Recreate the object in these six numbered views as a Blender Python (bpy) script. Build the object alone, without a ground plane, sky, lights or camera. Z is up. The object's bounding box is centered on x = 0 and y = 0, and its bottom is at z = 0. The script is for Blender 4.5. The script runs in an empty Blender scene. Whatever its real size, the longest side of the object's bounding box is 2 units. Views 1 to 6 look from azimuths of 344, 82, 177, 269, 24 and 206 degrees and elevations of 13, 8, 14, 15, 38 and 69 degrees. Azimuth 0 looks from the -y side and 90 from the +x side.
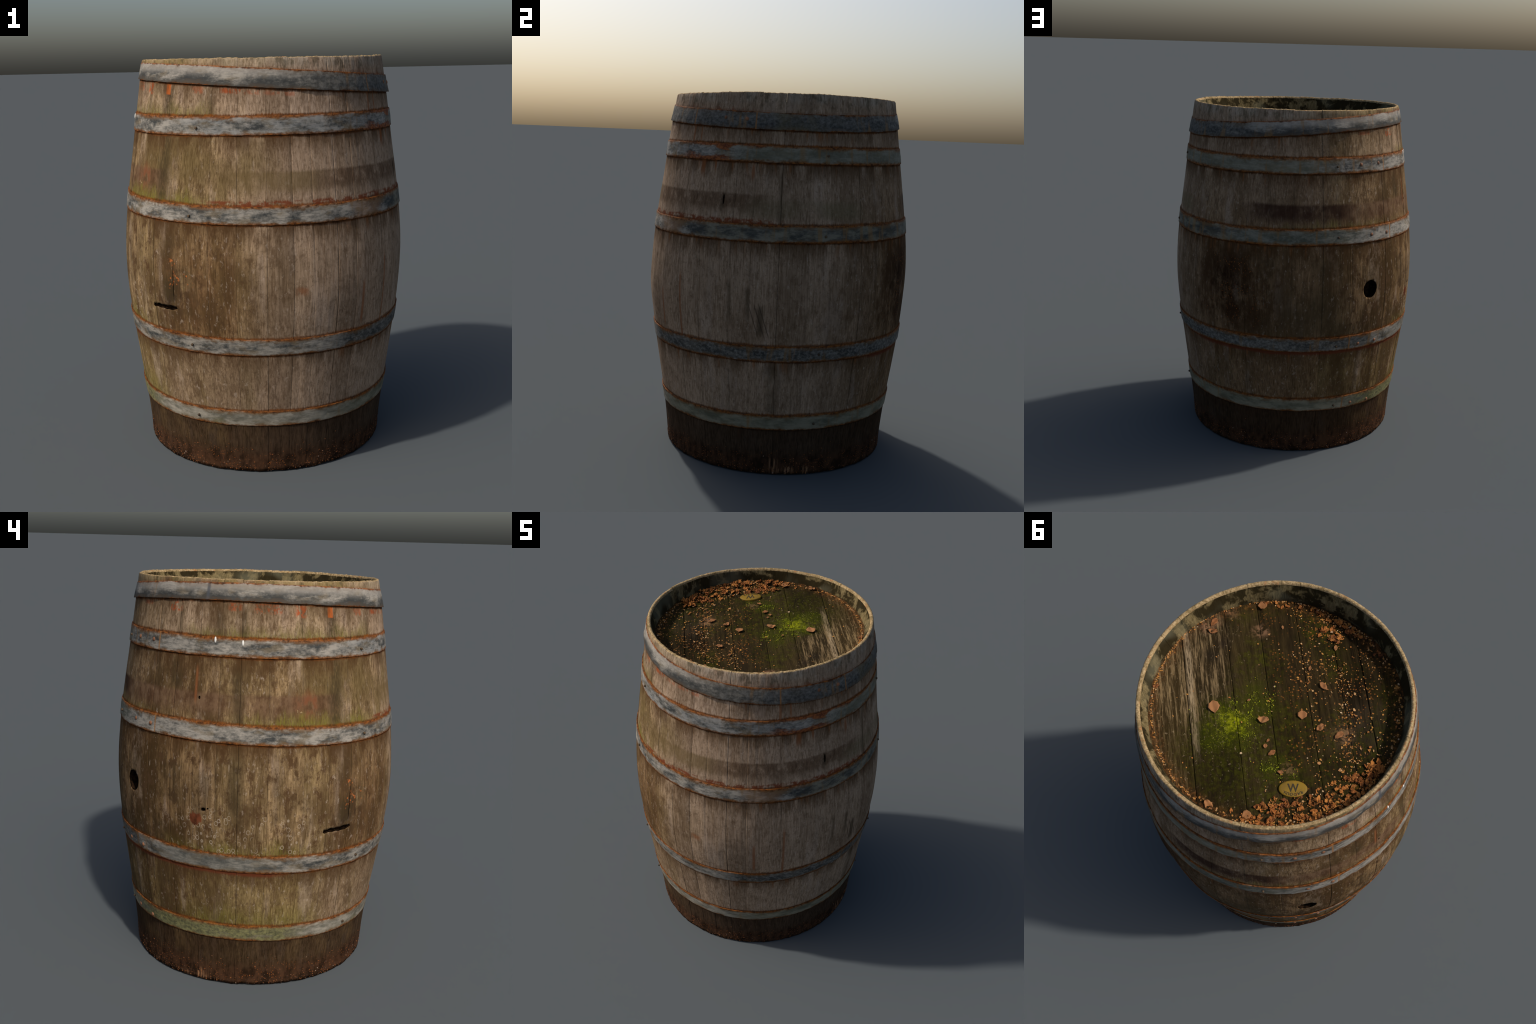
# Weathered wooden barrel: staves, five galvanised hoops, sunken mossy head with leaf litter.
import bpy, bmesh, math, random
import numpy as np
from mathutils import Vector, Matrix, noise as mn

random.seed(7)
rng = np.random.default_rng(7)
RAD = math.pi / 180
col = bpy.context.scene.collection

# ------------------------------------------------------------------ barrel form
KZ = np.array([0, .12, .28, .45, .62, .8, 1.0, 1.2, 1.4, 1.6, 1.8, 2.0])
KR = np.array([.6277, .6376, .657, .6817, .7057, .7244, .7316, .7212, .6971, .6694, .6432, .6126])


def _second(kz, kr):
    n = len(kz); h = np.diff(kz); A = np.eye(n); b = np.zeros(n)
    for i in range(1, n - 1):
        A[i, i - 1] = h[i - 1]; A[i, i] = 2 * (h[i - 1] + h[i]); A[i, i + 1] = h[i]
        b[i] = 6 * ((kr[i + 1] - kr[i]) / h[i] - (kr[i] - kr[i - 1]) / h[i - 1])
    return np.linalg.solve(A, b)


KM = _second(KZ, KR)


def radius(z):
    z = np.asarray(z, float); i = np.clip(np.searchsorted(KZ, z) - 1, 0, len(KZ) - 2)
    H = KZ[i + 1] - KZ[i]; a = KZ[i + 1] - z; b = z - KZ[i]
    return (KM[i] * a**3 + KM[i + 1] * b**3) / (6 * H) + (KR[i] / H - KM[i] * H / 6) * a + (KR[i + 1] / H - KM[i + 1] * H / 6) * b


def centre(z):
    u = np.asarray(z, float) - 1
    return .0032 + .0097 * u, .0011 - .0022 * u + .008 * u * u


BULGE = [5, 8, 7, 3, 0, -1, 0, 0, 0, -3, -3, -1, 0, -2, -2, 0, 4, 6, 5, 3, 2, 1, 1, 3, 5]      # mm, every 15 degrees from -180


def _step(v, a, b):
    t = np.clip((np.asarray(v, float) - a) / (b - a), 0, 1); return t * t * (3 - 2 * t)


def bulge_height(z):
    """the bulges fade towards the foot and the rim"""
    return _step(z, .15, .95) * (1 - .8 * _step(z, 1.45, 1.85))


DENTS = [(62, .85, 13, .17, -.011), (-86, .92, 14, .12, .007), (-45, 1.85, 22, .25, -.005), (105, 1.85, 25, .25, -.005), (137, .42, 10, .14, .006), (-150, .38, 24, .16, .006), (-58, .93, 14, .2, .006), (-104, .3, 20, .22, -.006), (-42, .7, 18, .5, -.003)]


def dents(t, z):
    """a slightly slimmer lower belly, and a few hollows and swellings: angle, height, spreads, depth"""
    z = np.asarray(z, float); d = -.004 * np.exp(-((z - .62) / .26) ** 2)
    for a, h, wa, wh, k in DENTS:
        d = d + k * np.exp(-(((np.asarray(t, float) / RAD - a + 180) % 360 - 180) / wa) ** 2 - ((z - h) / wh) ** 2)
    return d


def bulge(t):
    """the barrel is not quite round"""
    d = (np.asarray(t, float) / RAD + 180) % 360
    return np.interp(d, np.arange(0, 361, 15), BULGE) * .001


def place(th, z, off):
    """point on the barrel wall: th in degrees, off = distance out from the smooth wall"""
    th = np.asarray(th, float) * RAD
    r = radius(z) * (1 - .0006 * np.cos(2 * th) + .0062 * np.sin(2 * th)) + bulge(th) * bulge_height(z) + dents(th, z) + off
    cx, cy = centre(z)
    return np.stack(np.broadcast_arrays(cx + r * np.cos(th), cy + r * np.sin(th), np.asarray(z, float)), -1)


def frame(th, z, off):
    """matrix at a wall point: local z points outward, local y up the wall"""
    p = place(th, z, off); up = place(th, z + .01, off) - place(th, z - .01, off)
    y = Vector(up).normalized(); t = Vector((-math.sin(th * RAD), math.cos(th * RAD), 0)); n = t.cross(y).normalized()
    x = y.cross(n)
    return Matrix(((x.x, y.x, n.x, p[0]), (x.y, y.y, n.y, p[1]), (x.z, y.z, n.z, p[2]), (0, 0, 0, 1)))


# hoop edges: height = a + b cos th + c sin th + d cos 2th + e sin 2th, (bottom, top)
HOOPS = [
    ((1.8542, -.0450, .0080, .0007, -.0033), (1.9367, -.0423, .0048, .0005, -.0014)),
    ((1.6509, -.0022, .0023, -.0009, -.0010), (1.7357, -.0025, .0029, -.0012, -.0014)),
    ((1.2599, -.0035, .0088, -.0003, -.0012), (1.3453, -.0036, .0108, .0006, -.0025)),
    ((.6391, .0026, .0101, -.0005, .0010), (.7228, .0001, .0115, .0013, .0007)),
    ((.2594, .0005, .0073, -.0004, .0020), (.3404, .0002, .0074, .0013, .0025)),
]


def edge(c, th):
    t = np.asarray(th, float) * RAD
    return c[0] + c[1] * np.cos(t) + c[2] * np.sin(t) + c[3] * np.cos(2 * t) + c[4] * np.sin(2 * t)


# head board plane
HC = (.012, .007); HR = .612; HN = (.865, .502)          # boards run along (-.502, .865)


def head_z(x, y):
    e = min(max((math.sqrt((x - .012) ** 2 + (y - .007) ** 2) - .50) / .10, 0), 1)
    return 1.873 + .06 * x + .07 * y - .08 * x * y + .12 * min(x, 0) ** 2 + .014 * e * e + .062 * math.exp(-(((math.degrees(math.atan2(y, x)) + 140 + 180) % 360 - 180) / 34) ** 2) * min(max((math.hypot(x, y) - .32) / .24, 0), 1)


# ------------------------------------------------------------------ node helper
class G:
    def __init__(self, name):
        self.m = bpy.data.materials.new(name); self.m.use_nodes = True
        self.t = self.m.node_tree; self.t.nodes.clear()
        self.out = self.t.nodes.new("ShaderNodeOutputMaterial")
        self.b = self.t.nodes.new("ShaderNodeBsdfPrincipled")
        self.t.links.new(self.b.outputs[0], self.out.inputs[0])
        tc = self.t.nodes.new("ShaderNodeTexCoord"); self.P = tc.outputs["Object"]
        s = self.t.nodes.new("ShaderNodeSeparateXYZ"); self.t.links.new(self.P, s.inputs[0])
        self.x, self.y, self.z = s.outputs
        self._th = None

    def put(self, sock, v):
        if isinstance(v, bpy.types.NodeSocket): self.t.links.new(v, sock)
        elif isinstance(v, (tuple, list)) and len(v) == 3 and sock.type == "RGBA": sock.default_value = (*v, 1)
        else: sock.default_value = v

    def f(self, op, a, b=None, c=None, clamp=False):
        n = self.t.nodes.new("ShaderNodeMath"); n.operation = op; n.use_clamp = clamp
        for i, v in enumerate((a, b, c)):
            if v is not None: self.put(n.inputs[i], v)
        return n.outputs[0]

    def add(self, *a):
        r = a[0]
        for v in a[1:]: r = self.f("ADD", r, v)
        return r

    def mul(self, *a):
        r = a[0]
        for v in a[1:]: r = self.f("MULTIPLY", r, v)
        return r

    def sub(self, a, b): return self.f("SUBTRACT", a, b)
    def inv(self, a): return self.f("SUBTRACT", 1.0, a)
    def mx(self, *a):
        r = a[0]
        for v in a[1:]: r = self.f("MAXIMUM", r, v)
        return r

    def ss(self, v, lo, hi):
        n = self.t.nodes.new("ShaderNodeMapRange"); n.interpolation_type = "SMOOTHSTEP"
        self.put(n.inputs["Value"], v)
        if lo <= hi: self.put(n.inputs["From Min"], lo); self.put(n.inputs["From Max"], hi)
        else:
            self.put(n.inputs["From Min"], hi); self.put(n.inputs["From Max"], lo)
            self.put(n.inputs["To Min"], 1.0); self.put(n.inputs["To Max"], 0.0)
        return n.outputs["Result"]

    def vec(self, sx, sy=None, sz=None, shift=0.0):
        n = self.t.nodes.new("ShaderNodeMapping"); self.put(n.inputs["Vector"], self.P)
        n.inputs["Scale"].default_value = (sx, sx if sy is None else sy, sx if sz is None else sz)
        n.inputs["Location"].default_value = (shift, shift * 1.7, shift * .6)
        return n.outputs[0]

    def noise(self, sx, sy=None, sz=None, detail=3, rough=.55, dist=0, shift=0.0):
        n = self.t.nodes.new("ShaderNodeTexNoise"); self.put(n.inputs["Vector"], self.vec(sx, sy, sz, shift))
        n.inputs["Scale"].default_value = 1; n.inputs["Detail"].default_value = detail
        n.inputs["Roughness"].default_value = rough; n.inputs["Distortion"].default_value = dist
        return n.outputs[0]

    def voro(self, sx, sz=None, feature="F1", rand=1.0, out="Distance", shift=0.0):
        n = self.t.nodes.new("ShaderNodeTexVoronoi"); n.feature = feature
        self.put(n.inputs["Vector"], self.vec(sx, sx, sz, shift)); n.inputs["Scale"].default_value = 1
        n.inputs["Randomness"].default_value = rand
        return n.outputs[out]

    def mix(self, fac, a, b, mode="MIX"):
        n = self.t.nodes.new("ShaderNodeMix"); n.data_type = "RGBA"; n.blend_type = mode
        self.put(n.inputs[0], fac); self.put(n.inputs[6], a); self.put(n.inputs[7], b)
        return n.outputs[2]

    def th(self):
        if self._th is None: self._th = self.f("MULTIPLY", self.f("ARCTAN2", self.y, self.x), 1 / RAD)
        return self._th

    def dth(self, t0, jit=None):
        """signed angle from t0, in degrees"""
        v = self.sub(self.th(), t0)
        if jit is not None: v = self.add(v, jit)
        return self.f("WRAP", v, 180.0, -180.0)

    def ang(self, t0, t1, soft, jit=None):
        """1 between the angles t0 and t1 (degrees, going up)"""
        c, h = (t0 + t1) / 2, (t1 - t0) / 2
        return self.ss(self.f("ABSOLUTE", self.dth(c, jit)), h + soft / 2, max(h - soft / 2, 0))

    def span(self, v, lo, hi, soft_lo, soft_hi=None):
        soft_hi = soft_lo if soft_hi is None else soft_hi
        return self.mul(self.ss(v, lo - soft_lo / 2, lo + soft_lo / 2), self.ss(v, hi + soft_hi / 2, hi - soft_hi / 2))

    def edge(self, c):
        r = self.f("SQRT", self.add(self.mul(self.x, self.x), self.mul(self.y, self.y)))
        cx, sy = self.f("DIVIDE", self.x, r), self.f("DIVIDE", self.y, r)
        return self.add(c[0], self.mul(cx, c[1]), self.mul(sy, c[2]), self.mul(self.sub(self.mul(cx, cx), self.mul(sy, sy)), c[3]), self.mul(cx, sy, 2 * c[4]))

    def blob(self, x0, y0, r, soft, jit=None):
        dx, dy = self.sub(self.x, x0), self.sub(self.y, y0)
        d = self.f("SQRT", self.add(self.mul(dx, dx), self.mul(dy, dy)))
        if jit is not None: d = self.add(d, jit)
        return self.ss(d, r + soft, r - soft)

    def prop(self, name):
        n = self.t.nodes.new("ShaderNodeAttribute"); n.attribute_type = "OBJECT"; n.attribute_name = f'["{name}"]'
        return n.outputs["Fac"]

    def island(self):
        return self.t.nodes.new("ShaderNodeNewGeometry").outputs["Random Per Island"]

    def rand(self):
        return self.t.nodes.new("ShaderNodeObjectInfo").outputs["Random"]

    def ramp(self, fac, stops):
        n = self.t.nodes.new("ShaderNodeValToRGB"); e = n.color_ramp.elements
        while len(e) < len(stops): e.new(.5)
        for k, (p, c) in zip(e, stops): k.position = p; k.color = (*c, 1)
        self.put(n.inputs[0], fac)
        return n.outputs[0]

    def end(self, color, rough=.9, bump=None, strength=.3, dist=.002, metal=0.0, spec=.1):
        self.put(self.b.inputs["Base Color"], color); self.put(self.b.inputs["Roughness"], rough)
        self.put(self.b.inputs["Metallic"], metal); self.put(self.b.inputs["Specular IOR Level"], spec)
        if bump is not None:
            n = self.t.nodes.new("ShaderNodeBump"); n.inputs["Strength"].default_value = strength
            n.inputs["Distance"].default_value = dist
            self.put(n.inputs["Height"], bump); self.t.links.new(n.outputs[0], self.b.inputs["Normal"])
        return self.m


# ------------------------------------------------------------------ materials
RUST = (.26, .075, .02); RUST_DARK = (.09, .03, .014)


ZONES = [("foot", -.1, .302), ("lower", .302, .683), ("belly", .683, 1.302), ("shoulder", 1.302, 1.693), ("top", 1.693, 2.1)]


def stave_wood(zone):
    """weathered oak of the outside of the staves, one material per zone between two hoops"""
    nm, Z0, Z1 = ZONES[zone]
    g = G("weathered_stave_wood_" + nm)
    inz = lambda lo, hi: hi > Z0 - .03 and lo < Z1 + .03
    big = g.noise(2.6, 2.6, 1.6, 3); mid = g.noise(9, 9, 4, 4, shift=3)
    grain = g.noise(85, 85, 3.2, 5, .6); fine = g.noise(240, 240, 14, 3, .6, shift=5)
    streak = g.noise(16, 16, .9, 4, .6, shift=9); mott = g.noise(26, 26, 15, 5, .62, shift=2)
    cl = g.noise(22, 22, 13, 6, .74, shift=14); cl2 = g.noise(7, 7, 3.2, 5, .68, shift=21)
    jit = g.mul(g.sub(mid, .5), 10.0); zj = g.add(g.z, g.mul(g.sub(mid, .5), .035), g.mul(g.sub(fine, .5), .012))
    tone = g.prop("tone"); tint = g.prop("tint")
    fib = g.noise(150, 150, 11, 4, .7, shift=19)
    gr = g.ss(g.add(g.mul(grain, .35), g.mul(fine, .3), g.mul(fib, .35)), .37, .62)
    grey = g.mix(gr, (.178, .117, .074), (.385, .275, .190))
    olive = g.mix(gr, (.088, .051, .020), (.358, .245, .132))
    brown = g.mix(gr, (.060, .031, .011), (.228, .136, .064))
    west = g.ss(g.add(g.f("COSINE", g.mul(g.dth(178), RAD)), g.mul(g.sub(big, .5), .9)), -.10, .80)
    north = g.mul(g.ss(g.f("COSINE", g.mul(g.dth(95), RAD)), .05, .75), g.ss(g.add(g.z, g.mul(big, .6)), 2.2, 1.4))
    c = g.mix(west, grey, olive)
    c = g.mix(g.mul(north, .8), c, brown)
    if zone == 4: c = g.mix(g.mul(g.ang(130, 290, 40), .5), c, g.mix(gr, (.185, .125, .085), (.45, .335, .25)))
    if zone == 1:
        c = g.mix(g.mul(west, .45), c, g.mix(gr, (.075, .050, .014), (.20, .150, .055)))
        c = g.mix(g.mul(g.ang(205, 262, 14, jit), .6), c, g.mix(gr, (.14, .09, .06), (.34, .238, .165)))
    if zone == 2:     # brown patch on the south-west belly
        c = g.mix(g.mul(g.ang(-147, -114, 18, jit), g.span(zj, .70, 1.14, .22), g.ss(g.add(cl2, g.mul(cl, .5), g.mul(streak, .3)), .66, .94), .9), c, g.mix(gr, (.052, .020, .008), (.155, .070, .034)))
        c = g.mix(g.mul(g.ang(-146, -112, 22, jit), g.span(zj, .66, 1.24, .24), g.ss(g.add(mid, g.mul(cl, .4)), .45, .85), .85), c, brown)
    # soft green and pale streaks that cross the staves
    green = g.mul(g.ss(g.noise(10, 10, 1.1, 4, .6, shift=17), .50, .66), west)
    c = g.mix(g.mul(green, (.3, .6, .2, .22, .12)[zone]), c, g.mix(gr, (.100, .068, .022), (.28, .205, .090)))
    c = g.mix(g.mul(g.ss(tint, .6, 1), west, .2), c, (.19, .15, .06))
    c = g.mix(g.mul(g.ss(g.noise(12, 12, 2, 4, .6, shift=25), .54, .68), .4), c, (.38, .29, .225))
    c = g.mix(1.0, c, g.ramp(g.add(.5, g.mul(tone, .5)), [(0, (.80, .78, .75)), (1, (1.17, 1.16, 1.14))]), "MULTIPLY")
    # vertical stains, stronger on the damp side
    c = g.mix(g.mul(g.ss(streak, .50, .68), g.add(.12, g.mul(west, .45), g.mul(north, .2))), c, (.055, .034, .014))
    c = g.mix(g.mul(g.ss(g.noise(5, 5, 1.4, 4, .6, shift=41), .50, .68), g.inv(west), .35), c, (.115, .070, .040))
    # cloudy brown discolouration at two sizes, denser on the damp and the north faces and on the belly
    kb = (1, .9, 1.25, 1.15, .9)[zone]
    c = g.mix(g.mul(g.ss(g.add(g.mul(cl2, .75), g.mul(grain, .25)), .44, .60), g.add(.10, g.mul(west, .50), g.mul(north, .42)), kb), c, (.060, .034, .013))
    c = g.mix(g.mul(g.ss(cl, .49, .63), g.add(.13, g.mul(west, .45), g.mul(north, .3), g.mul(g.span(zj, .66, 1.24, .25), .16) if zone == 2 else 0.0), kb), c, (.074, .040, .018))
    c = g.mix(g.mul(g.ss(g.noise(70, 70, 62, 4, .72, shift=11), .52, .66), g.add(.40, g.mul(west, .2))), c, (.085, .050, .027))
    c = g.mix(g.mul(g.ss(g.noise(60, 60, 30, 4, .7, shift=4), .57, .70), .45), c, (.43, .34, .26))
    # faint dark lines along some seams
    lines = 0.0
    for a, k in ((-162.5, .3), (-152.3, .5), (-127.3, .35), (-105.4, .4), (-95.8, .35), (-88, .25), (-78.3, .7), (-69.7, .4), (-54.3, .6), (-43, .3), (-28.5, .5), (-19.6, .55), (-8.2, .8), (3.8, .3), (13.2, .3), (27.6, .3), (48, .4), (64.5, .3), (85.5, .4), (113.2, .4), (133.7, .7), (145.5, .5), (165, .35), (173.3, .7), (-175.8, .5)):
        lines = g.mx(lines, g.mul(g.ss(g.f("ABSOLUTE", g.dth(a, g.mul(g.sub(fine, .5), .8))), .42, .05), k))
    c = g.mix(g.mul(lines, g.ss(g.noise(9, 9, 2.2, 3, shift=33), .42, .62), .7), c, (.05, .032, .018))
    if zone == 3:
        # damp olive dirt on the south-west
        c = g.mix(g.mul(g.ang(-160, -95, 30, jit), g.span(zj, 1.33, 1.66, .12), g.ss(big, .36, .6), g.ss(cl2, .36, .56), .75), c, g.mix(gr, (.082, .054, .020), (.185, .130, .054)))
        # old stain band left by a lost hoop
        zb = g.add(g.z, g.mul(g.sub(mid, .5), .012))
        band = g.mul(g.span(zb, 1.40, 1.487, .06, .02), g.ss(g.add(cl2, g.mul(cl, .5)), .34, .84))
        c = g.mix(g.mul(band, g.ang(105, 212, 8, jit), .78), c, g.mix(g.ss(mott, .35, .65), (.070, .034, .018), (.165, .098, .056)))
        c = g.mix(g.mul(band, g.ang(64, 112, 14, jit), .88), c, (.034, .015, .010))
        c = g.mix(g.mul(band, g.ang(-120, -82, 14, jit), .7), c, (.125, .083, .034))
        c = g.mix(g.mul(g.span(zb, 1.40, 1.487, .06, .015), g.ang(-84, -16, 16, jit), g.ss(g.add(cl, g.mul(gr, .15)), .38, .62), .85), c, g.mix(gr, (.064, .035, .019), (.140, .084, .048)))
        c = g.mix(g.mul(g.span(zb, 1.375, 1.46, .05), g.ang(-22, 40, 10, jit), g.ss(big, .4, .6), .5), c, (.12, .10, .05))
        c = g.mix(g.mul(g.ang(-165, -156, 7, jit), g.span(zj, 1.37, 1.50, .08), g.ss(g.add(mott, g.mul(streak, .4)), .55, .85), .75), c, (.16, .048, .02))
    # green growth above the hoops on the damp side
    for zt, wid, a0, a1, k in ((1.345, .07, 175, 232, .8), (1.735, .07, 150, 232, .65), (.725, .09, 145, 200, .65), (.345, .14, 150, 205, .55), (1.345, .05, 75, 130, .4)):
        if not inz(zt, zt + wid) or zt + .02 > Z1: continue
        m = g.mul(g.ss(g.add(g.z, g.mul(g.sub(streak, .5), .2)), zt + wid, zt), g.ang(a0, a1, 20, jit), g.ss(fine, .3, .6))
        c = g.mix(g.mul(m, k), c, g.mix(gr, (.075, .064, .010), (.165, .145, .024)))
    # dark drip stains
    for a, w, z0, z1, k in ((-148.5, 3, 1.35, 1.88, .8), (-145, 5, 1.08, 1.34, .35), (-144, 4, .86, .98, .7), (-138, 5, .8, 1.05, .4), (145.5, 2.5, 1.5, 1.72, .6), (134.5, 2, 1.48, 1.66, .5), (-33.6, .9, 1.41, 1.49, .75),
                            (172.5, 2.5, .85, 1.62, .6), (-172, 2, .9, 1.22, .4), (-8.4, 1.2, 1.35, 1.66, .4), (140, 4, .5, .85, .35), (-14.5, 1.3, .78, .93, .6), (-20, .9, .85, 1.02, .5),
                            (-28, 1, .85, 1.05, .4), (149, 6, .95, 1.15, .4), (-163, 3, .95, 1.2, .35), (-127, 1.5, 1.72, 1.84, .5), (145, 1.3, 1.72, 1.86, .6), (163, 1.5, 1.73, 1.86, .5), (174, 1.2, 1.72, 1.88, .6), (-162, 1.2, 1.74, 1.88, .5), (160, 4, .9, 1.12, .5), (-9, 2.5, .34, .62, .5)):
        if not inz(z0, z1): continue
        m = g.mul(g.ang(a - w, a + w, w * 1.4, g.mul(jit, w * .10)), g.span(zj, z0, z1, .05), g.ss(g.add(fine, mid), .7, 1.1))
        c = g.mix(g.mul(m, k), c, (.036, .026, .013))
    if zone == 2:
        # rotten dark patch with orange flecks on the north-east belly
        rot = g.mul(g.ss(g.add(g.f("POWER", g.f("DIVIDE", g.dth(56.5, jit), 11.5), 2.0), g.f("POWER", g.f("DIVIDE", g.sub(zj, 1.03), .19), 2.0)), 2.0, .0), g.ss(g.add(cl, g.mul(streak, .6)), .5, .95))
        rot2 = g.mul(g.ang(42, 74, 26, jit), g.span(zj, .74, 1.22, .30), g.ss(g.add(cl2, g.mul(cl, .6)), .55, .95), .75)
        c = g.mix(g.mul(g.ss(g.add(g.f("POWER", g.f("DIVIDE", g.dth(58, jit), 24.0), 2.0), g.f("POWER", g.f("DIVIDE", g.sub(zj, 1.0), .30), 2.0)), 1.2, .1), g.ss(g.add(cl2, g.mul(cl, .3)), .45, .8), .75), c, (.070, .032, .014))
        c = g.mix(g.mul(g.mx(rot, rot2), .95), c, (.020, .009, .004))
        fleck = g.mul(g.ss(g.voro(75, 75), .30, .15), g.ss(g.noise(9, 9, 7, 3, shift=8), .46, .58))
        c = g.mix(g.mul(fleck, g.mx(rot, g.mul(rot2, 1.4)), .9), c, (.30, .10, .025))
        c = g.mix(g.mul(g.ang(72, 128, 20, jit), g.span(zj, .72, 1.22, .2), g.ss(big, .42, .6), .6), c, (.06, .043, .022))
        # ring-shaped pale lichen marks
        ring = g.ss(g.f("ABSOLUTE", g.sub(g.voro(38, 30, rand=.9), .33)), .07, .02)
        c = g.mix(g.mul(ring, g.ang(152, 200, 10, jit), g.span(zj, .71, .94, .1), g.ss(g.noise(11, 11, 9, 2, shift=12), .45, .6), .45), c, (.50, .41, .31))
        # red-brown scab, orange specks, dark stain over the gouge, a rust smear
        scab = g.ss(g.add(g.f("POWER", g.f("DIVIDE", g.dth(157.3, g.mul(jit, .5)), 2.4), 2.0), g.f("POWER", g.f("DIVIDE", g.add(g.sub(g.z, .887), g.mul(g.sub(cl, .5), .10)), .034), 2.0)), 1.0, .6)
        c = g.mix(scab, c, g.mix(g.ss(mott, .35, .65), (.055, .018, .008), (.150, .046, .020)))
        orange = g.mul(g.ss(g.voro(70, 60, shift=3), .38, .2), g.mx(g.mul(g.ang(-143.5, -139.5, 2, g.mul(jit, .2)), g.mx(g.span(zj, .955, 1.0, .02), g.span(zj, 1.05, 1.08, .02))), g.mul(g.ang(-142, -130, 4, jit), g.span(zj, .93, 1.02, .06), g.ss(mid, .46, .56))))
        c = g.mix(g.mul(orange, .85), c, (.45, .13, .035))
        c = g.mix(g.mul(g.ang(-150, -138, 6, jit), g.span(zj, .845, .91, .05), g.ss(cl, .42, .6), .85), c, (.04, .024, .014))
        c = g.mix(g.mul(g.ang(-96, -91, 2, jit), g.span(zj, .92, .955, .02), g.ss(mott, .4, .55), .7), c, (.22, .085, .035))
        # scratches on the east face
        sx = g.add(g.dth(-14.5), g.mul(g.sub(g.z, .85), 26.0))
        for o, w in ((-1.3, .35), (.6, .5), (3.0, .3)):
            c = g.mix(g.mul(g.ss(g.f("ABSOLUTE", g.add(sx, o)), w, .05), g.span(zj, .77, .94, .05), .7), c, (.05, .033, .022))
    if zone == 4:
        # remains of red lettering under the top hoop
        d1 = g.sub(g.z, g.edge(HOOPS[0][0]))
        chips = g.ss(g.noise(55, 55, 40, 4, .7, shift=6), .45, .54); red = 0.0
        for a0, a1, z0, z1, k in ((138.5, 145, -.055, -.006, .8), (167, 172, -.045, -.008, .7), (178, 189, -.05, -.008, .7), (195, 199.5, -.06, -.005, .85), (224, 229, -.04, -.01, .5), (237, 247, -.032, -.008, .85), (118, 126, -.03, -.01, .5), (248, 268, -.03, -.012, .45)):
            red = g.mx(red, g.mul(g.ang(a0, a1, 2, g.mul(jit, .15)), g.span(d1, z0, z1, .012), k))
        c = g.mix(g.mul(red, chips), c, (.36, .075, .022))
        c = g.mix(g.mul(g.ang(209.4, 212.0, .8, g.mul(jit, .05)), g.span(d1, -.055, -.004, .008), g.ss(fine, .25, .5), .95), c, (.40, .095, .02))
    c = g.mix(g.mul(g.ss(g.voro(48, 48, shift=20), .10, .05), .7), c, (.04, .026, .018))
    # red-brown lines along the hoop edges, dark brown fading out below them
    rag = g.mul(g.sub(g.add(g.mul(mid, .5), g.mul(fine, .5)), .5), .035)
    drip = g.ss(g.noise(30, 30, .6, 3, .6, shift=15), .56, .70)
    for k, (cb, ct) in enumerate(HOOPS):
        if cb[0] - .05 < Z1 and cb[0] + .02 > Z0:
            db = g.sub(g.edge(cb), g.z)
            lo = g.ss(db, -.03, -.01)
            c = g.mix(g.mul(g.ss(g.add(db, g.mul(rag, 3)), .115, .0), lo, g.ss(streak, .34, .54), (.55, .82, .82, .7, .3)[k]), c, (.060, .029, .011))
            c = g.mix(g.mul(drip, g.ss(db, .09, .01), lo, g.ang(-75, 95, 20), .6), c, (.22, .08, .025))
            c = g.mix(g.mul(g.ss(g.add(db, g.mul(rag, .8)), .014, .004), lo, .9), c, g.mix(g.ss(mott, .3, .7), (.030, .011, .004), (.115, .037, .008)))
            if k == 3: c = g.mix(g.mul(g.ang(35, 190, 14, jit), g.ss(g.add(db, rag), .026, .012), lo, .85), c, (.11, .028, .012))
        if ct[0] + .05 > Z0 and ct[0] - .02 < Z1:
            dt = g.sub(g.z, g.edge(ct)); lo = g.ss(dt, -.03, -.01)
            c = g.mix(g.mul(g.ss(g.add(dt, g.mul(rag, .9)), .013, .003), lo, (.25, .9, .8, .75, .8)[k]), c, g.mix(g.ss(cl, .35, .65), (.050, .017, .005), (.195, .060, .010)))
            if k == 2: c = g.mix(g.mul(g.ang(-128, -8, 12, jit), g.ss(g.add(dt, g.mul(rag, 1.6)), .03, .018), lo, g.ss(g.noise(22, 22, 30, 4, .7), .42, .56), .9), c, (.15, .038, .014))
            if k == 0: c = g.mix(g.mul(g.ang(-62, -25, 12, jit), lo, g.ss(g.add(dt, rag), .03, .0), g.ss(mott, .45, .6), .7), c, (.20, .06, .025))
    for a, w, z0, z1 in ((-54.4, .55, 1.73, 1.84), (-49.5, .4, 1.74, 1.84), (-20.6, .7, 1.57, 1.64), (-46, 1.2, 1.57, 1.65), (-39, .5, 1.60, 1.65), (-66, .6, .75, .95), (-52.8, .5, .7, 1.05), (155, .6, 1.45, 1.6)):
        if inz(z0, z1): c = g.mix(g.mul(g.ang(a - w, a + w, w, g.mul(jit, .04)), g.span(zj, z0, z1, .05), .7), c, (.20, .07, .025))
    if zone == 4:
        # grey-green lichen near the rim
        c = g.mix(g.mul(g.ss(zj, 1.93, 1.97), g.ss(mid, .35, .6), .5), c, g.mix(west, g.mix(gr, (.20, .17, .125), (.40, .35, .275)), (.24, .18, .065)))
        c = g.mix(g.mul(g.ss(zj, 1.88, 1.95), g.ss(mott, .5, .65), .6), c, (.06, .048, .027))
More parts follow.
